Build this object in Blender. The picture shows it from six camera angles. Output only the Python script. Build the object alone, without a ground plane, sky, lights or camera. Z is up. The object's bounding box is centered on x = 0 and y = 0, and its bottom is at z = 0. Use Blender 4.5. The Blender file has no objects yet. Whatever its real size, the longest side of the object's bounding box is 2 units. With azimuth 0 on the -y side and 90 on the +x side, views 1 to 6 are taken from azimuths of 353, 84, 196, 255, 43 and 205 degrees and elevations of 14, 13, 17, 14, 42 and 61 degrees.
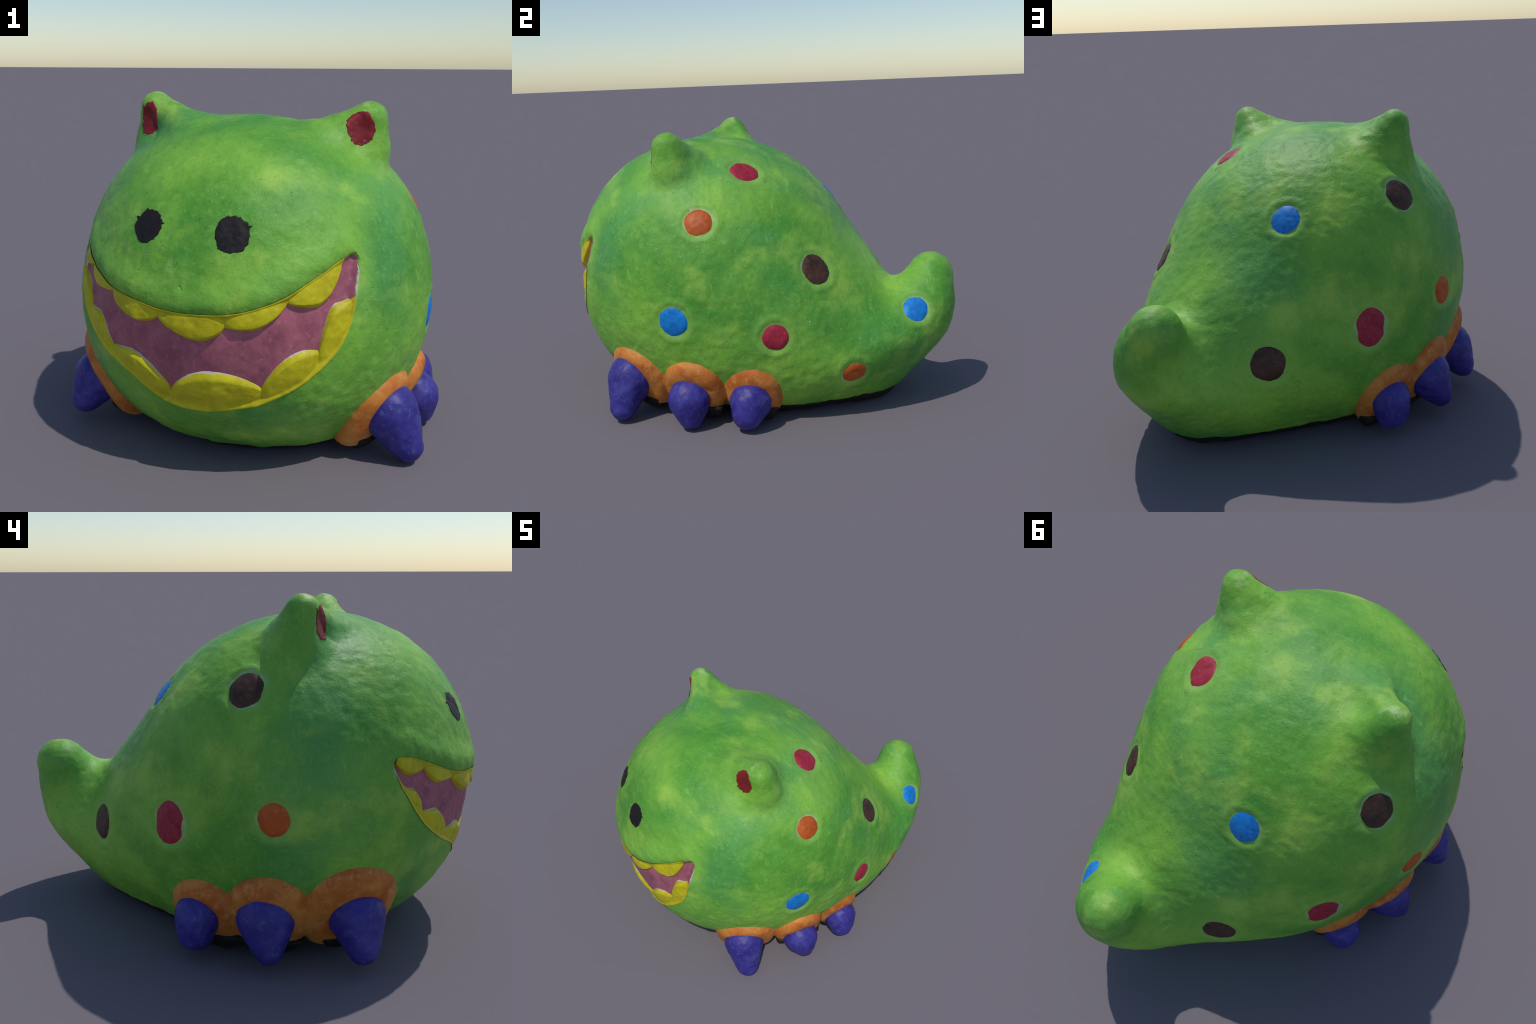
"""Hand-painted clay monster figurine: a round green body with a wide toothy grin,
two pointed ears, an upturned tail, two orange feet with three blue claws each,
and painted spots.  The soft body is described by a few blended ellipsoid masses
(an implicit surface); paint patches, teeth and claws are laid on that surface."""
import bpy
import math
import numpy as np
from mathutils import Vector, noise

RNG = np.random.default_rng(7)

# ------------------------------------------------------------------ body masses
# centre, radii, (yaw, pitch, roll)
MASSES = [
    ((-0.0238, -0.2284, 0.6514), (0.7557, 0.7882, 0.6601), (0.6627, -0.7042, 0.1423)),    # crown and chest
    ((-0.0178, -0.2137, 0.6509), (0.7689, 0.7005, 0.6136), (-0.3566, -0.2528, 0.8489)),   # cheeks
    ((0.0640, -0.0916, 0.4724), (0.7099, 0.8848, 0.5936), (-0.4400, -0.2224, -0.1010)),   # belly and rump
    ((0.3930, 0.3578, 0.2509), (0.3782, 0.6130, 0.2168), (-0.1840, 0.2855, -0.2055)),     # haunch under the tail
]
MASS_BLEND = 0.06
# upturned tail: centre and radius at root, bend and tip
TAIL_ROOT, TAIL_BEND, TAIL_TIP = ((0.3865, 0.5020, 0.1526), 0.2122), ((0.4860, 0.8360, 0.5381), 0.1290), ((0.4376, 0.8790, 0.6488), 0.1175)
TAIL_BLEND = 0.14
BASE_Z = 0.062

# slow swellings (+) and flats (-) of the modelled skin: place, height
SWELLINGS = [
    ((-0.25, 0.46, 0.92), 0.010), ((-0.52, 0.33, 0.83), 0.014), ((-0.36, 0.30, 1.10), -0.004), ((-0.65, 0.0, 1.0), 0.017),
    ((0.36, 0.20, 1.13), 0.014), ((0.56, 0.26, 0.90), 0.009), ((0.12, 0.55, 0.78), 0.005), ((-0.10, 0.60, 0.74), 0.013),
    ((-0.14, 0.58, 0.10), -0.032), ((-0.02, -0.28, 1.40), -0.004), ((0.30, -0.74, 1.15), -0.016), ((-0.35, -0.82, 0.28), 0.007), ((-0.60, -0.60, 0.25), 0.009),
    ((-0.58, -0.56, 1.07), 0.008), ((-0.14, -0.97, 0.88), 0.003), ((0.08, -0.93, 0.32), 0.009), ((0.74, -0.13, 0.84), 0.012),
    ((0.62, 0.57, 0.55), 0.012),
]
SWELLING_WIDTH = 0.22

# ears: tip, tip radius, outer root, root radius, inner root, root radius, hollow point, hollow direction
EARS = [
    dict(tip=(0.412, -0.479, 1.383), r_tip=0.067, root=(0.403, -0.461, 1.263), r_root=0.103,
         inner=(0.224, -0.459, 1.271), r_inner=0.108, back=(0.340, -0.402, 1.278), r_back=0.112,
         hollow=(0.358, -0.544, 1.353), face=(-0.12, -0.97, 0.18), paint=(0.060, 0.072)),
    dict(tip=(-0.450, -0.083, 1.410), r_tip=0.064, root=(-0.439, -0.062, 1.269), r_root=0.106,
         inner=(-0.265, -0.251, 1.285), r_inner=0.099, back=(-0.365, -0.060, 1.288), r_back=0.110,
         hollow=(-0.482, -0.150, 1.366), face=(-0.72, -0.66, 0.15), paint=(0.046, 0.074)),
]

# feet: per toe the orange mound (centre, radius) and the claw (top, radius, tip, radius)
FEET = [
    [((0.425, -0.670, 0.219), 0.192, (0.474, -0.735, 0.211), 0.120, (0.543, -0.785, 0.070), 0.066),
     ((0.655, -0.421, 0.188), 0.168, (0.683, -0.443, 0.149), 0.107, (0.712, -0.442, 0.066), 0.064),
     ((0.672, -0.111, 0.212), 0.156, (0.763, -0.143, 0.144), 0.103, (0.790, -0.163, 0.088), 0.076)],
    [((-0.631, -0.220, 0.294), 0.215, (-0.730, -0.234, 0.218), 0.121, (-0.807, -0.237, 0.108), 0.067),
     ((-0.611, 0.094, 0.251), 0.179, (-0.642, 0.121, 0.211), 0.120, (-0.717, 0.130, 0.104), 0.058),
     ((-0.465, 0.319, 0.207), 0.165, (-0.499, 0.375, 0.184), 0.098, (-0.510, 0.385, 0.117), 0.080)],
]

# painted spots: centre, (half width, half height), colour
SPOTS = [
    ((0.409, -0.093, 1.242), (0.077, 0.072), "red"),
    ((0.645, -0.347, 1.034), (0.070, 0.068), "orange"),
    ((0.675, 0.216, 0.771), (0.074, 0.080), "brown"),
    ((0.707, -0.498, 0.563), (0.075, 0.074), "blue"),
    ((0.816, -0.012, 0.482), (0.065, 0.065), "red"),
    ((0.764, 0.377, 0.262), (0.063, 0.058), "orange"),
    ((0.667, 0.727, 0.527), (0.064, 0.066), "blue"),
    ((-0.028, 0.426, 1.048), (0.067, 0.068), "blue"),
    ((-0.507, 0.165, 1.116), (0.075, 0.078), "brown"),
    ((-0.422, 0.469, 0.573), (0.077, 0.092), "red"),
    ((-0.717, 0.112, 0.645), (0.065, 0.067), "orange"),
    ((-0.010, 0.720, 0.467), (0.079, 0.080), "brown"),
]
TAIL_SPOT = 6
EYES = [((-0.489, -0.742, 1.009), (0.066, 0.066)), ((-0.190, -0.909, 1.005), (0.067, 0.072))]

# mouth, in (bearing in degrees round the head axis, height)
HEAD_AXIS = np.array([-0.03, -0.20])
LIP_UPPER = [(-78.2, 0.842), (-77, 0.866), (-72, 0.862), (-66, 0.837), (-59, 0.800), (-52, 0.769), (-46, 0.752),
             (-38, 0.737), (-31, 0.724), (-25, 0.719), (-18, 0.723), (-11, 0.734), (-4.7, 0.757), (1.2, 0.788),
             (6, 0.824), (11, 0.859), (16.5, 0.898), (20, 0.920), (22.5, 0.933), (24.6, 0.905)]
LIP_LOWER = [(-78.2, 0.840), (-77, 0.795), (-74.6, 0.731), (-71, 0.655), (-66.6, 0.585), (-60, 0.520), (-55.6, 0.485),
             (-51, 0.458), (-46, 0.425), (-41, 0.383), (-36, 0.342), (-29, 0.318), (-22, 0.317), (-14, 0.333),
             (-6, 0.356), (0, 0.396), (7, 0.456), (12.4, 0.517), (17, 0.588), (19.7, 0.659), (21.3, 0.735),
             (22.6, 0.800), (23.7, 0.855), (24.6, 0.900)]
# teeth: left notch (bearing, height), peak (bearing, height), right notch
UPPER_TEETH = [
    ((-76.3, 0.842), (-71.0, 0.791), (-65.8, 0.812)), ((-65.8, 0.812), (-58.5, 0.736), (-51.8, 0.742)),
    ((-51.8, 0.742), (-41.0, 0.653), (-33.5, 0.688)), ((-33.5, 0.688), (-21.5, 0.610), (-14.3, 0.668)),
    ((-14.3, 0.668), (-8.5, 0.662), (2.3, 0.764)), ((2.3, 0.764), (10.0, 0.739), (18.9, 0.905)),
]
LOWER_TEETH = [
    ((-76.8, 0.802), (-70.8, 0.745), (-66.8, 0.640)), ((-66.8, 0.640), (-61.5, 0.640), (-54.0, 0.512)),
    ((-54.0, 0.512), (-45.5, 0.526), (-32.3, 0.383)), ((-32.3, 0.383), (-18.0, 0.493), (-4.4, 0.425)),
    ((-4.4, 0.425), (7.5, 0.584), (11.2, 0.578)), ((11.2, 0.578), (16.5, 0.758), (21.6, 0.775)),
]
LINING_DEPTH = 0.022


# ------------------------------------------------------------------ implicit fields
def rotation(yaw, pitch, roll):
    ca, sa, cb, sb, cc, sc = math.cos(yaw), math.sin(yaw), math.cos(pitch), math.sin(pitch), math.cos(roll), math.sin(roll)
    return (np.array([[ca, -sa, 0], [sa, ca, 0], [0, 0, 1]]) @ np.array([[1, 0, 0], [0, cb, -sb], [0, sb, cb]])
            @ np.array([[cc, 0, sc], [0, 1, 0], [-sc, 0, cc]]))


def ellipsoid(p, centre, radii, angles):
    q = (p - np.array(centre)) @ rotation(*angles)
    r = np.array(radii)
    k0 = np.sqrt(((q / r) ** 2).sum(-1))
    k1 = np.sqrt(((q / r ** 2) ** 2).sum(-1)) + 1e-9
    return k0 * (k0 - 1) / k1


def round_cone(p, a, b, r1, r2):
    a, b = np.array(a), np.array(b)
    ba = b - a
    l2 = ba @ ba
    rr = r1 - r2
    a2 = l2 - rr * rr
    pa = p - a
    y = pa @ ba
    z = y - l2
    x2 = ((pa * l2 - y[..., None] * ba) ** 2).sum(-1)
    y2, z2 = y * y * l2, z * z * l2
    k = np.sign(rr) * rr * rr * x2
    d = (np.sqrt(x2 * a2 / l2) + y * rr) / l2 - r1
    d = np.where(np.sign(z) * a2 * z2 > k, np.sqrt(x2 + z2) / l2 - r2, d)
    return np.where(np.sign(y) * a2 * y2 < k, np.sqrt(x2 + y2) / l2 - r1, d)


def smin(a, b, k):
    h = np.clip(0.5 + 0.5 * (b - a) / k, 0, 1)
    return b + (a - b) * h - k * h * (1 - h)


def smax(a, b, k):
    return -smin(-a, -b, k)


def trunk(p):
    """body and tail without ears"""
    d = np.stack([ellipsoid(p, *m) for m in MASSES])
    m = d.min(0)
    f = m - MASS_BLEND * np.log(np.exp(-(d - m) / MASS_BLEND).sum(0))
    (a, ra), (b, rb), (c, rc) = TAIL_ROOT, TAIL_BEND, TAIL_TIP
    tail = smin(round_cone(p, a, b, ra, rb), round_cone(p, b, c, rb, rc), 0.08)
    f = smin(f, tail, TAIL_BLEND)
    for c, h in SWELLINGS:
        f = f - h * np.exp(-((p - np.array(c)) ** 2).sum(-1) / SWELLING_WIDTH ** 2)
    return f


def ear_field(p, e):
    f = np.minimum(round_cone(p, e["root"], e["tip"], e["r_root"], e["r_tip"]),
                   round_cone(p, e["inner"], e["tip"], e["r_inner"], e["r_tip"]))
    f = smin(f, round_cone(p, e["back"], e["tip"], e["r_back"], e["r_tip"]), 0.03)
    return f


def ear_hollow(p, e):
    face = np.array(e["face"]) / np.linalg.norm(e["face"])
    return np.linalg.norm(p - (np.array(e["hollow"]) + face * 0.084), axis=-1) - 0.084


def body_field(p):
    f = trunk(p)
    for e in EARS:
        f = smin(ear_field(p, e), f, 0.072)
        f = smax(f, -ear_hollow(p, e), 0.016)
    ragged = BASE_Z + 0.006 * np.sin(p[..., 0] * 31) * np.sin(p[..., 1] * 27 + 1)
    return smax(f, ragged - p[..., 2], 0.015)


def foot_field(toes):
    def field(p):
        s = None
        for c, r, *_ in toes:
            q = p - np.array(c)
            q = np.concatenate([q[..., :2], np.where(q[..., 2:] < 0, q[..., 2:] * 0.65, q[..., 2:])], -1)
            d = np.linalg.norm(q, axis=-1) - r
            s = d if s is None else smin(s, d, 0.012)
        body = trunk(p)
        skirt = 0.048 + 0.04 * np.clip((0.20 - p[..., 2]) / 0.2, 0, 1)
        f = smax(body - skirt, s, 0.075)
        f = smax(f, -(body + 0.05), 0.01)
        ragged = 0.058 + 0.008 * np.sin(p[..., 0] * 43 + 1) * np.sin(p[..., 1] * 37)
        return smax(f, ragged - p[..., 2], 0.015)
    return field


def claw_field(top, r_top, tip, r_tip):
    def field(p):
        f = round_cone(p, top, tip, r_top, r_tip)
        return smax(f, -0.003 - p[..., 2], 0.012)
    return field


def gradient(field, p, h=1e-3):
    g = np.stack([(field(p + h * np.eye(3)[i]) - field(p - h * np.eye(3)[i])) / (2 * h) for i in range(3)], -1)
    return g


def settle(field, p, steps=4):
    """move points onto the zero surface; returns points and outward normals"""
    for _ in range(steps):
        g = gradient(field, p)
        s = field(p) / np.maximum((g ** 2).sum(-1), 0.05)
        p = p - g * np.clip(s, -0.05, 0.05)[:, None]
    g = gradient(field, p)
    return p, g / np.maximum(np.linalg.norm(g, axis=1), 1e-6)[:, None]


def surface_net(field, lo, hi, step):
    """naive surface nets: one vertex per mixed cell, one quad per crossed grid edge"""
    lo, hi = np.array(lo), np.array(hi)
    n = np.ceil((hi - lo) / step).astype(int) + 1
    ax = [lo[i] + step * np.arange(n[i]) for i in range(3)]
    F = np.empty(n)
    for i in range(0, n[0], 16):
        F[i:i + 16] = field(np.stack(np.meshgrid(ax[0][i:i + 16], ax[1], ax[2], indexing="ij"), -1))
    inside = F < 0
    m = n - 1
    total = np.zeros(tuple(m) + (3,))
    count = np.zeros(tuple(m))
    corner = [(i, j, k) for i in (0, 1) for j in (0, 1) for k in (0, 1)]
    cut = lambda A, c: A[c[0]:c[0] + m[0], c[1]:c[1] + m[1], c[2]:c[2] + m[2]]
    for a in corner:
        for axis in range(3):
            if a[axis]:
                continue
            b = list(a)
            b[axis] = 1
            fa, fb = cut(F, a), cut(F, b)
            x = (fa < 0) != (fb < 0)
            t = np.where(x, fa / np.where(x, fa - fb, 1), 0)
            for i in range(3):
                total[..., i] += np.where(x, a[i] + (t if i == axis else 0), 0)
            count += x
    active = count > 0
    index = -np.ones(tuple(m), int)
    index[active] = np.arange(active.sum())
    cells = np.argwhere(active)
    verts = lo + step * (cells + total[active] / count[active][:, None])
    quads = []
    for axis in range(3):
        u, v = (axis + 1) % 3, (axis + 2) % 3
        s0 = [slice(1, -1)] * 3
        s1 = [slice(1, -1)] * 3
        s0[axis], s1[axis] = slice(0, -1), slice(1, None)
        A, B = inside[tuple(s0)], inside[tuple(s1)]
        for flip, mask in ((0, A & ~B), (1, ~A & B)):
            e = np.argwhere(mask)
            off = np.ones(3, int)
            off[axis] = 0
            e = e + off
            q = []
            for du, dv in ((-1, -1), (0, -1), (0, 0), (-1, 0)):
                c = e.copy()
                c[:, u] += du
                c[:, v] += dv
                q.append(index[c[:, 0], c[:, 1], c[:, 2]])
            q = np.stack(q, 1)
            quads.append(q[:, ::-1] if flip else q)
    return verts, np.concatenate(quads)


def lumps(p, amount=1.0):
    """hand-modelled unevenness of the clay"""
    out = np.empty(len(p))
    for i, q in enumerate(p):
        v = Vector(q)
        out[i] = (0.0030 * noise.noise(v * 4.3) + 0.0026 * noise.noise(v * 11 + Vector((7, 1, 3)))
                  + 0.0028 * noise.noise(v * 24) + 0.0014 * noise.noise(v * 47))
    return out * amount


# ------------------------------------------------------------------ mouth geometry helpers
def smooth_curve(points):
    """monotone cubic through control points (no overshoot)"""
    x, y = np.array(points, float).T
    d = np.diff(y) / np.diff(x)
    m = np.zeros(len(x))
    m[1:-1] = np.where(d[:-1] * d[1:] > 0, 2 * d[:-1] * d[1:] / np.where(d[:-1] + d[1:] == 0, 1, d[:-1] + d[1:]), 0)
    m[0], m[-1] = d[0], d[-1]

    def at(q):
        q = np.clip(q, x[0], x[-1])
        i = np.clip(np.searchsorted(x, q) - 1, 0, len(x) - 2)
        h = x[i + 1] - x[i]
        t = (q - x[i]) / h
        return ((1 + 2 * t) * (1 - t) ** 2 * y[i] + t * (1 - t) ** 2 * h * m[i]
                + t * t * (3 - 2 * t) * y[i + 1] + t * t * (t - 1) * h * m[i + 1])
    return at


lip_top, lip_bottom = smooth_curve(LIP_UPPER), smooth_curve(LIP_LOWER)


def bearing(p):
    return np.degrees(np.arctan2(p[:, 0] - HEAD_AXIS[0], -(p[:, 1] - HEAD_AXIS[1])))


def on_face(az, z):
    """point of the bare body surface at a bearing and height, with its normal"""
    a = np.radians(az)
    d = np.stack([np.sin(a), -np.cos(a), np.zeros_like(a)], -1)
    o = np.stack([np.full_like(a, HEAD_AXIS[0]), np.full_like(a, HEAD_AXIS[1]), z], -1)
    near, far = np.full(len(a), 0.2), np.full(len(a), 1.3)
    for _ in range(22):
        mid = (near + far) / 2
        f = trunk(o + d * mid[:, None])
        near, far = np.where(f < 0, mid, near), np.where(f < 0, far, mid)
    p = o + d * near[:, None]
    g = gradient(trunk, p)
    return p, g / np.linalg.norm(g, axis=1)[:, None]


def step01(x):
    x = np.clip(x, 0, 1)
    return x * x * (3 - 2 * x)


def lip_distance(az, z):
    """signed distance-like measure: positive inside the mouth"""
    def slope(c):
        return (c(az + 0.5) - c(az - 0.5)) / (math.radians(1) * 0.72)
    up = (lip_top(az) - z) / np.sqrt(1 + slope(lip_top) ** 2)
    lo = (z - lip_bottom(az)) / np.sqrt(1 + slope(lip_bottom) ** 2)
    ends = np.minimum(az + 78.2, 24.6 - az) * math.radians(1) * 0.72
    return np.minimum(np.minimum(up, lo), ends), up


def face_relief(p):
    """how far the body skin is pushed in below the mouth, and out above the upper lip"""
    az, z = bearing(p), p[:, 2]
    front = (az > -90) & (az < 40) & (z > 0.2) & (z < 1.1)
    d, up = lip_distance(az, z)
    carve = -0.045 * step01((d - 0.004) / 0.022)
    span = step01((az + 82) / 14) * step01((29 - az) / 14)
    ridge = 0.012 * np.exp(-((up + 0.045) / 0.050) ** 2) * span * (up < 0.004)
    crease = -0.006 * np.exp(-((up - 0.0) / 0.015) ** 2) * span
    return np.where(front, carve + ridge + crease, 0)


def spot_relief(p):
    """shallow groove pressed round every spot"""
    out = np.zeros(len(p))
    for c, (a, b), _ in SPOTS:
        d = np.linalg.norm(p - np.array(c), axis=1) - (a + b) / 2
        out += -0.0045 * np.exp(-(d / 0.012) ** 2) + 0.003 * np.exp(-((d - 0.03) / 0.015) ** 2)
    return out


# ------------------------------------------------------------------ materials
def srgb(r, g, b):
    return tuple((c / 12.92 if c <= 0.04045 else ((c + 0.055) / 1.055) ** 2.4) for c in (r / 255, g / 255, b / 255)) + (1,)


class Nodes:
    def __init__(self, name, roughness=0.55):
        self.mat = bpy.data.materials.new(name)
        self.mat.use_nodes = True
        self.t = self.mat.node_tree
        self.bsdf = self.t.nodes["Principled BSDF"]
        self.bsdf.inputs["Roughness"].default_value = roughness
        self.bsdf.inputs["Specular IOR Level"].default_value = 0.35
        self.coord = self.t.nodes.new("ShaderNodeTexCoord").outputs["Object"]

    def node(self, kind, **inputs):
        n = self.t.nodes.new(kind)
        for k, v in inputs.items():
            self.plug(n.inputs[k.replace("_", " ")], v)
        return n

    def plug(self, socket, v):
        if isinstance(v, bpy.types.NodeSocket):
            self.t.links.new(v, socket)
        else:
            socket.default_value = v

    def noise(self, scale, detail=4.0, rough=0.55, stretch=None, warp=0.0, shift=0.0):
        v = self.coord
        if stretch or shift:
            m = self.t.nodes.new("ShaderNodeMapping")
            self.plug(m.inputs["Vector"], v)
            m.inputs["Scale"].default_value = stretch or (1, 1, 1)
            m.inputs["Location"].default_value = (shift, shift * 0.7, -shift)
            m.inputs["Rotation"].default_value = (0.5, 0.3, 0.6) if stretch else (0, 0, 0)
            v = m.outputs["Vector"]
        n = self.node("ShaderNodeTexNoise", Scale=scale, Detail=detail, Roughness=rough, Distortion=warp)
        self.plug(n.inputs["Vector"], v)
        return n.outputs["Fac"]

    def ramp(self, fac, a, b):
        n = self.node("ShaderNodeMapRange")
        n.interpolation_type = "SMOOTHSTEP"
        self.plug(n.inputs["Value"], fac)
        n.inputs["From Min"].default_value = a
        n.inputs["From Max"].default_value = b
        return n.outputs["Result"]

    def math(self, op, a, b=0.0):
        n = self.t.nodes.new("ShaderNodeMath")
        n.operation = op
        self.plug(n.inputs[0], a)
        self.plug(n.inputs[1], b)
        return n.outputs[0]

    def mix(self, fac, a, b, mode="MIX"):
        n = self.t.nodes.new("ShaderNodeMix")
        n.data_type = "RGBA"
        n.blend_type = mode
        self.plug(n.inputs["Factor"], fac)
        self.plug(n.inputs["A"], a)
        self.plug(n.inputs["B"], b)
        return n.outputs["Result"]

    def distance(self, point):
        n = self.t.nodes.new("ShaderNodeVectorMath")
        n.operation = "DISTANCE"
        self.plug(n.inputs[0], self.coord)
        n.inputs[1].default_value = point
        return n.outputs["Value"]

    def bump(self, height, strength=0.3, distance=0.01):
        n = self.node("ShaderNodeBump", Strength=strength, Distance=distance, Height=height)
        self.plug(self.bsdf.inputs["Normal"], n.outputs["Normal"])

    def done(self, colour):
        self.plug(self.bsdf.inputs["Base Color"], colour)
        return self.mat


def green_paint():
    m = Nodes("green_paint", 0.5)
    c = m.mix(m.ramp(m.noise(1.9, 4, 0.5, warp=0.4), 0.28, 0.72), srgb(77, 149, 49), srgb(139, 196, 68))
    c = m.mix(m.math("MULTIPLY", m.ramp(m.noise(1.7, 3, 0.5, shift=4.0, warp=0.3), 0.48, 0.72), 0.62), c, srgb(76, 152, 84))
    c = m.mix(m.math("MULTIPLY", m.ramp(m.noise(4.5, 4, 0.55, shift=9.0), 0.48, 0.74), 0.55), c, srgb(176, 214, 84))
    # brushed streaks and dabs
    streak = m.noise(9.0, 6, 0.7, stretch=(1.0, 3.2, 1.2))
    c = m.mix(m.math("MULTIPLY", m.ramp(streak, 0.55, 0.76), 0.38), c, srgb(66, 130, 46))
    c = m.mix(m.math("MULTIPLY", m.ramp(streak, 0.46, 0.26), 0.45), c, srgb(152, 204, 98))
    fine = m.noise(60, 4, 0.7)
    c = m.mix(m.math("MULTIPLY", m.ramp(fine, 0.5, 0.75), 0.30), c, srgb(58, 118, 44))
    c = m.mix(m.math("MULTIPLY", m.ramp(fine, 0.45, 0.28), 0.30), c, srgb(160, 210, 110))
    # paler dabs around each spot and a bare chalky rim here and there
    halo, rim = None, None
    wob = m.math("MULTIPLY", m.math("SUBTRACT", m.noise(14, 3, 0.6), 0.5), 0.045)
    for centre, (a, b), _ in SPOTS:
        d = m.math("ADD", m.math("SUBTRACT", m.distance(centre), (a + b) / 2), wob)
        h = m.ramp(d, 0.055, 0.005)
        r = m.ramp(d, 0.013, 0.004)
        halo = h if halo is None else m.math("MAXIMUM", halo, h)
        rim = r if rim is None else m.math("MAXIMUM", rim, r)
    c = m.mix(m.math("MULTIPLY", halo, 0.50), c, srgb(138, 186, 82))
    bare = m.math("MULTIPLY", rim, m.ramp(m.noise(8, 2, 0.5, shift=2.0), 0.50, 0.62))
    c = m.mix(m.math("MULTIPLY", bare, 0.32), c, srgb(186, 206, 172))
    # paler patches at the ear tips
    pale_tip = None
    for e in EARS:
        t = Vector(e["tip"]) + Vector((0, 0, 0.06))
        w = m.ramp(m.distance(t), 0.085, 0.03)
        pale_tip = w if pale_tip is None else m.math("MAXIMUM", pale_tip, w)
    c = m.mix(m.math("MULTIPLY", pale_tip, m.math("MULTIPLY", m.ramp(m.noise(22, 3, 0.6), 0.48, 0.66), 0.5)), c, srgb(196, 214, 150))
    # specks of dust
    c = m.mix(m.math("MULTIPLY", m.ramp(m.noise(95, 1, 0.3, shift=5.0), 0.80, 0.84), 0.6), c, srgb(205, 222, 190))
    pits = m.math("MULTIPLY", m.ramp(m.noise(26, 3, 0.6, stretch=(1.0, 1.8, 1.0), shift=2.0), 0.34, 0.22), -0.8)
    m.bump(m.math("ADD", m.math("ADD", m.math("MULTIPLY", m.noise(38, 5, 0.65), 0.8), pits), m.math("MULTIPLY", m.noise(150, 3, 0.6), 0.25)), 0.55, 0.007)
    return m.done(c)


def paint(name, dark, mid, light, rough=0.5, scale=14.0, patch=0.0):
    m = Nodes(name, rough)
    c = m.mix(m.ramp(m.noise(scale, 5, 0.65, warp=0.5), 0.32, 0.66), srgb(*dark), srgb(*mid))
    c = m.mix(m.math("MULTIPLY", m.ramp(m.noise(scale * 4, 4, 0.7, shift=3.0), 0.52, 0.72), 0.6), c, srgb(*light))
    c = m.mix(m.math("MULTIPLY", m.ramp(m.noise(150, 1, 0.3), 0.79, 0.83), 0.5), c, srgb(210, 205, 200))
    if patch:
        c = m.mix(m.math("MULTIPLY", m.ramp(m.noise(7, 4, 0.6, shift=6.0), 0.50, 0.70), patch), c, srgb(*light))
    m.bump(m.noise(55, 5, 0.7), 0.3, 0.005)
    return m.done(c)


GREEN = green_paint()
PAINTS = {
    "red": paint("red_paint", (146, 28, 46), (170, 42, 64), (190, 68, 90)),
    "orange": paint("orange_paint", (176, 78, 22), (196, 94, 32), (210, 122, 56)),
    "blue": paint("blue_paint", (10, 108, 186), (16, 134, 216), (44, 158, 230)),
    "brown": paint("brown_paint", (56, 34, 24), (80, 52, 38), (98, 74, 58)),
}
BLACK = paint("black_paint", (20, 15, 16), (30, 23, 23), (46, 38, 38), 0.6, 22)
YELLOW = paint("yellow_paint", (186, 174, 16), (208, 198, 26), (220, 212, 50), 0.5, 9)
PINK = paint("pink_paint", (152, 84, 100), (180, 104, 118), (196, 128, 140), 0.5, 11)
CHALK = paint("chalky_white_edge", (190, 176, 172), (208, 200, 192), (222, 218, 208), 0.6, 18)
CRIMSON = paint("crimson_paint", (112, 18, 26), (140, 28, 36), (158, 48, 54), 0.5, 22)
FOOT = paint("ochre_orange_paint", (184, 94, 32), (212, 136, 56), (224, 164, 92), 0.55, 7, 0.4)
CLAW = paint("violet_blue_paint", (46, 40, 120), (63, 56, 144), (96, 92, 168), 0.45, 8, 0.35)

# ------------------------------------------------------------------ mesh helpers
ROOT = bpy.data.objects.new("spotted_monster_figurine", None)
ROOT["label"] = "round green painted monster with toothy grin, spots and claws"
ROOT["category"] = "toy figurine"
bpy.context.scene.collection.objects.link(ROOT)


def mesh_object(name, verts, faces, materials, parent, slots=None, normals=None):
    me = bpy.data.meshes.new(name)
    me.from_pydata([tuple(v) for v in verts], [], [tuple(f) for f in faces])
    for m in materials:
        me.materials.append(m)
    me.polygons.foreach_set("use_smooth", np.ones(len(me.polygons), bool))
    if slots is not None:
        me.polygons.foreach_set("material_index", np.asarray(slots, np.int32))
    me.update()
    if normals is not None:
        me.normals_split_custom_set_from_vertices([tuple(n) for n in normals])
    ob = bpy.data.objects.new(name, me)
    ob.parent = parent
    bpy.context.scene.collection.objects.link(ob)
    return ob


def vertex_normals(verts, quads):
    n = np.zeros_like(verts)
    fn = np.cross(verts[quads[:, 2]] - verts[quads[:, 0]], verts[quads[:, 3]] - verts[quads[:, 1]])
    for i in range(4):
        np.add.at(n, quads[:, i], fn)
    return n / np.maximum(np.linalg.norm(n, axis=1), 1e-12)[:, None]


def subset(verts, quads, normals, keep):
    q = quads[keep]
    used, inv = np.unique(q, return_inverse=True)
    return verts[used], inv.reshape(q.shape), normals[used]


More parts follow.
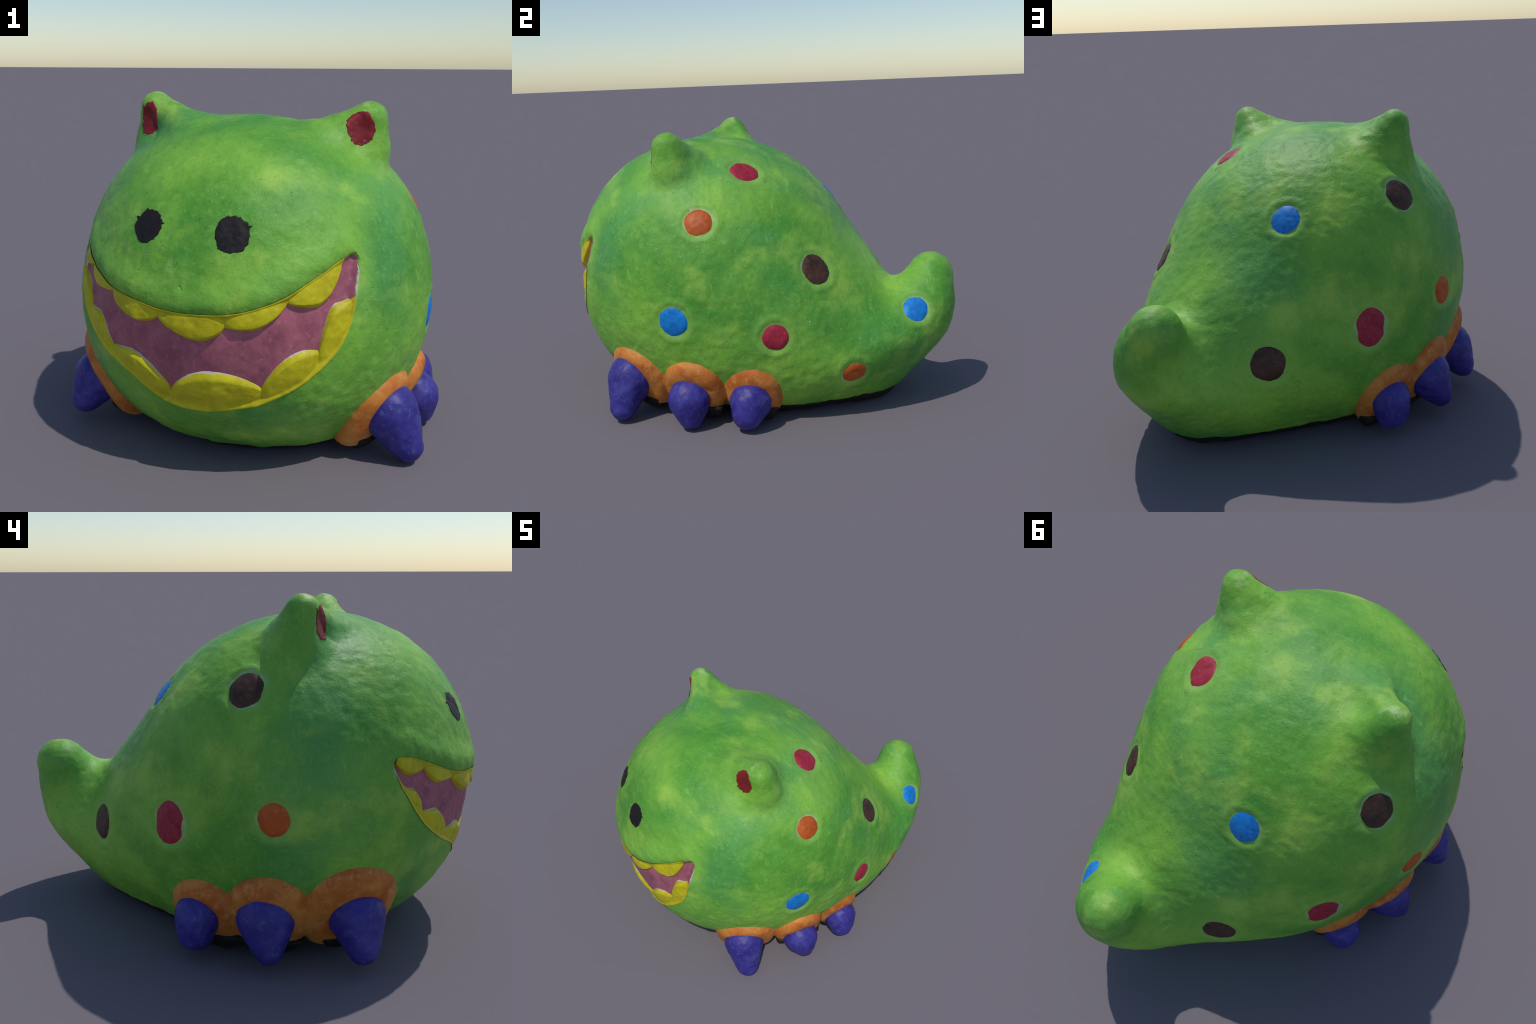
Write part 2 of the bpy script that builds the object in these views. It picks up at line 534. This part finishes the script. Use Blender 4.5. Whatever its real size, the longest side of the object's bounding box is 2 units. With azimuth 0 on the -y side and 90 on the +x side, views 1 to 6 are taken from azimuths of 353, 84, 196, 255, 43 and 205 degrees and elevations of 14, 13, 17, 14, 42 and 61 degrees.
# ------------------------------------------------------------------ body: one skin, split by region
V, Q = surface_net(body_field, (-0.90, -1.10, 0.0), (0.96, 1.10, 1.56), 0.0098)
V, N = settle(body_field, V)
V = V + N * (lumps(V) + face_relief(V) + spot_relief(V))[:, None]
NORMALS = vertex_normals(V, Q)
centre = V[Q].mean(1)
region = np.zeros(len(Q), int)                                    # 0 torso
along = centre[:, 0] * -0.40 + centre[:, 1] * -0.917             # towards the face
region[along > 0.26] = 1                                           # head
tail_axis = centre[:, 0] * 0.40 + centre[:, 1] * 0.917
region[(tail_axis > 0.62) & (centre[:, 2] > 0.20) | (tail_axis > 0.74)] = 2
for i, e in enumerate(EARS):
    d = ear_field(centre, e)
    region[(d < 0.004) & (trunk(centre) > 0.012)] = 3 + i
parts = {}
for i, name in enumerate(("torso", "head", "tail", "ear", "ear")):
    v, q, n = subset(V, Q, NORMALS, region == i)
    parts[i] = mesh_object(name, v, q, [GREEN], ROOT, normals=n)
TORSO, HEAD, TAIL = parts[0], parts[1], parts[2]


# ------------------------------------------------------------------ patches of paint lying on the skin
def disc_patch(name, centre, half, material, parent, field, edge=0.0, seed=0, dome=0.005, facing=None, lift=0.002, segs=72, rings=14):
    c, n = settle(field, np.array([centre], float))
    c, n = c[0], (n[0] if facing is None else np.array(facing) / np.linalg.norm(facing))
    up = np.array([0, 0, 1.0]) - n * n[2]
    up /= np.linalg.norm(up)
    side = np.cross(up, n)
    th = np.linspace(0, 2 * math.pi, segs, endpoint=False)
    wob = np.array([noise.noise(Vector((math.cos(t) * 1.6 + seed * 5.1, math.sin(t) * 1.6, seed))) * 0.06
                    + edge * (0.5 * noise.noise(Vector((math.cos(t) * 3.1 + seed, math.sin(t) * 3.1, 3.0)))
                              + 0.14 * noise.noise(Vector((math.cos(t) * 9, math.sin(t) * 9 + seed, 8.0)))
                              + 3.6 * max(0, noise.noise(Vector((math.cos(t) * 5, math.sin(t) * 5 - seed, 5.0))) - 0.33)) for t in th])
    radius = 1 + wob
    pts, off = [c], [1.0]
    for i in range(1, rings + 1):
        f = i / rings
        for t, r in zip(th, radius):
            pts.append(c + f * r * (side * math.cos(t) * half[0] + up * math.sin(t) * half[1]))
            off.append(1 - f ** 4 if dome else 1.0 - (i == rings))
    p, nn = settle(field, np.array(pts))
    off = np.array(off)
    p = p + nn * (lumps(p) + (lift - 0.006) + (dome + 0.004) * off)[:, None]
    faces = [(0, 1 + j, 1 + (j + 1) % segs) for j in range(segs)]
    for i in range(rings - 1):
        a, b = 1 + i * segs, 1 + (i + 1) * segs
        faces += [(a + j, b + j, b + (j + 1) % segs, a + (j + 1) % segs) for j in range(segs)]
    return mesh_object(name, p, faces, [material], parent)


for i, (c, half, colour) in enumerate(SPOTS):
    disc_patch("spot", c, half, PAINTS[colour], TAIL if i == TAIL_SPOT else TORSO, trunk, edge=0.02, seed=i)
for i, (c, half) in enumerate(EYES):
    disc_patch("eye", c, half, BLACK, HEAD, trunk, edge=0.22, seed=20 + i, lift=0.004, dome=0.0, segs=200, rings=20)
for i, e in enumerate(EARS):
    disc_patch("inner_ear", e["hollow"], e["paint"], CRIMSON, parts[3 + i], body_field, edge=0.30, seed=30 + i,
               facing=e["face"], lift=0.004, dome=0.0, segs=200, rings=20)


# ------------------------------------------------------------------ mouth lining
def grid_faces(nu, nv):
    return [(i * nv + j, (i + 1) * nv + j, (i + 1) * nv + j + 1, i * nv + j + 1) for i in range(nu - 1) for j in range(nv - 1)]


nu, nv = 220, 34
u = (1 - np.cos(np.linspace(0, math.pi, nu))) / 2
az = -78.2 + 102.8 * (0.6 * np.linspace(0, 1, nu) + 0.4 * u)
vv = (1 - np.cos(np.linspace(0, math.pi, nv))) / 2
AZ = np.repeat(az, nv)
T = np.tile(vv, nu)
Z = lip_bottom(AZ) * (1 - T) + lip_top(AZ) * T
P, NN = on_face(AZ, Z)
dist, up = lip_distance(AZ, Z)
sink = -LINING_DEPTH * step01(dist / 0.026) + 0.0005
P = P + NN * (sink + lumps(P) - 0.006 * np.exp(-(up / 0.015) ** 2))[:, None]
F = grid_faces(nu, nv)
slots = []
for f in F:
    a, d = AZ[list(f)].mean(), dist[list(f)].mean()
    t = T[list(f)].mean()
    n = noise.noise(Vector((a * 0.22, t * 3, 1.0)))
    pale = (a < -74 and t < 0.7 and d < 0.013) or (a > 21.5 and d < 0.008 + 0.006 * n)
    slots.append(1 if pale else 0)
MOUTH = mesh_object("mouth", P, F, [PINK, CHALK], HEAD, slots)


# ------------------------------------------------------------------ teeth
def tooth(left, peak, right, lip, upper, seed):
    nu, nv = 44, 56
    s = np.linspace(0, 1, nu)
    a = left[0] + (right[0] - left[0]) * s
    pk = (peak[0] - left[0]) / (right[0] - left[0])
    rise = np.where(s < pk, np.sin(np.clip(s / pk, 0, 1) * math.pi / 2), np.sin(np.clip((1 - s) / (1 - pk), 0, 1) * math.pi / 2))
    rise = np.clip(rise, 0, 1) ** 0.75
    tip = np.where(s < pk, left[1], right[1]) + (peak[1] - np.where(s < pk, left[1], right[1])) * rise
    t = np.linspace(-0.02, 1, nv)
    S, TT = np.repeat(s, nv), np.tile(t, nu)
    A = np.repeat(a, nv)
    root = np.repeat(lip(a), nv)
    ZZ = root + (np.repeat(tip, nv) - root) * TT
    p, n = on_face(A, ZZ)
    across = 1 - 0.55 * np.abs(2 * S - 1) ** 3.5
    rim = step01((1 - TT) / 0.22) ** 0.6
    body = 0.4 + 0.6 * np.sin(np.clip(0.15 + 0.8 * TT, 0, 1) * math.pi)
    full = across * rim
    height = 0.027 if upper else 0.025
    off = -LINING_DEPTH - 0.003 + height * full * (0.72 + 0.28 * body)
    root_in = step01(TT / 0.10)
    off = off * root_in + (-0.002 if upper else 0.003) * (1 - root_in)
    lining = -LINING_DEPTH * step01(lip_distance(A, ZZ)[0] / 0.026) + 0.003
    off = np.where(TT < 0.9, np.maximum(off, lining), off)
    p = p + n * (off + lumps(p))[:, None]
    faces = grid_faces(nu, nv)
    if upper:
        faces = [f[::-1] for f in faces]
        slots = None
    else:
        slots = []
        for f in faces:
            tt, ss = TT[list(f)].mean(), S[list(f)].mean()
            w = 0.09 + 0.10 * noise.noise(Vector((ss * 3 + seed * 4.7, seed, 2.0)))
            slots.append(1 if tt > 1 - w * 0.55 else 0)
    return mesh_object("tooth", p, faces, [YELLOW, CHALK], HEAD, slots)


for i, k in enumerate(UPPER_TEETH):
    tooth(*k, lip_top, True, i)
for i, k in enumerate(LOWER_TEETH):
    tooth(*k, lip_bottom, False, 10 + i)

# ------------------------------------------------------------------ feet and claws
for toes in FEET:
    centres = np.array([t[0] for t in toes])
    field = foot_field(toes)
    v, q = surface_net(field, centres.min(0) - 0.27, np.maximum(centres.max(0) + 0.27, 0.0), 0.010)
    v, n = settle(field, v)
    v = v + n * lumps(v, 0.8)[:, None]
    foot = mesh_object("foot", v, q, [FOOT], ROOT)
    for c, r, top, r_top, tip, r_tip in toes:
        fieldc = claw_field(top, r_top, tip, r_tip)
        lo = np.minimum(np.array(top) - r_top, np.array(tip) - r_tip) - 0.03
        hi = np.maximum(np.array(top) + r_top, np.array(tip) + r_tip) + 0.03
        v, q = surface_net(fieldc, lo, hi, 0.009)
        v, n = settle(fieldc, v)
        v = v + n * lumps(v, 1.3)[:, None]
        v[:, 2] = np.maximum(v[:, 2], 0.0)
        mesh_object("claw", v, q, [CLAW], foot)


# ------------------------------------------------------------------ near-black ragged filler under the belly and between the claws
def dark_underside_field(p):
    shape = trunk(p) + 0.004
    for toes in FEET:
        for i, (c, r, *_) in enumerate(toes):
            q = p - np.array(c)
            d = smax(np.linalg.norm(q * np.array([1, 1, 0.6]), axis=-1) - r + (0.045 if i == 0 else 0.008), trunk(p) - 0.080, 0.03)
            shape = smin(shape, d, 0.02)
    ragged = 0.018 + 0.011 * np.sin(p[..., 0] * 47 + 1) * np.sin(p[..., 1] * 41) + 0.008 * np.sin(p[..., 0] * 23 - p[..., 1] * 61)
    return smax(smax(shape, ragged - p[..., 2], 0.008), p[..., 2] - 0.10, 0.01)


DARK = paint("near_black_underside", (26, 24, 22), (38, 34, 30), (52, 48, 42), 0.8, 20)
v, q = surface_net(dark_underside_field, (-0.86, -0.95, -0.01), (0.92, 0.95, 0.14), 0.0125)
v, n = settle(dark_underside_field, v)
mesh_object("dark_underside", v, q, [DARK], ROOT)
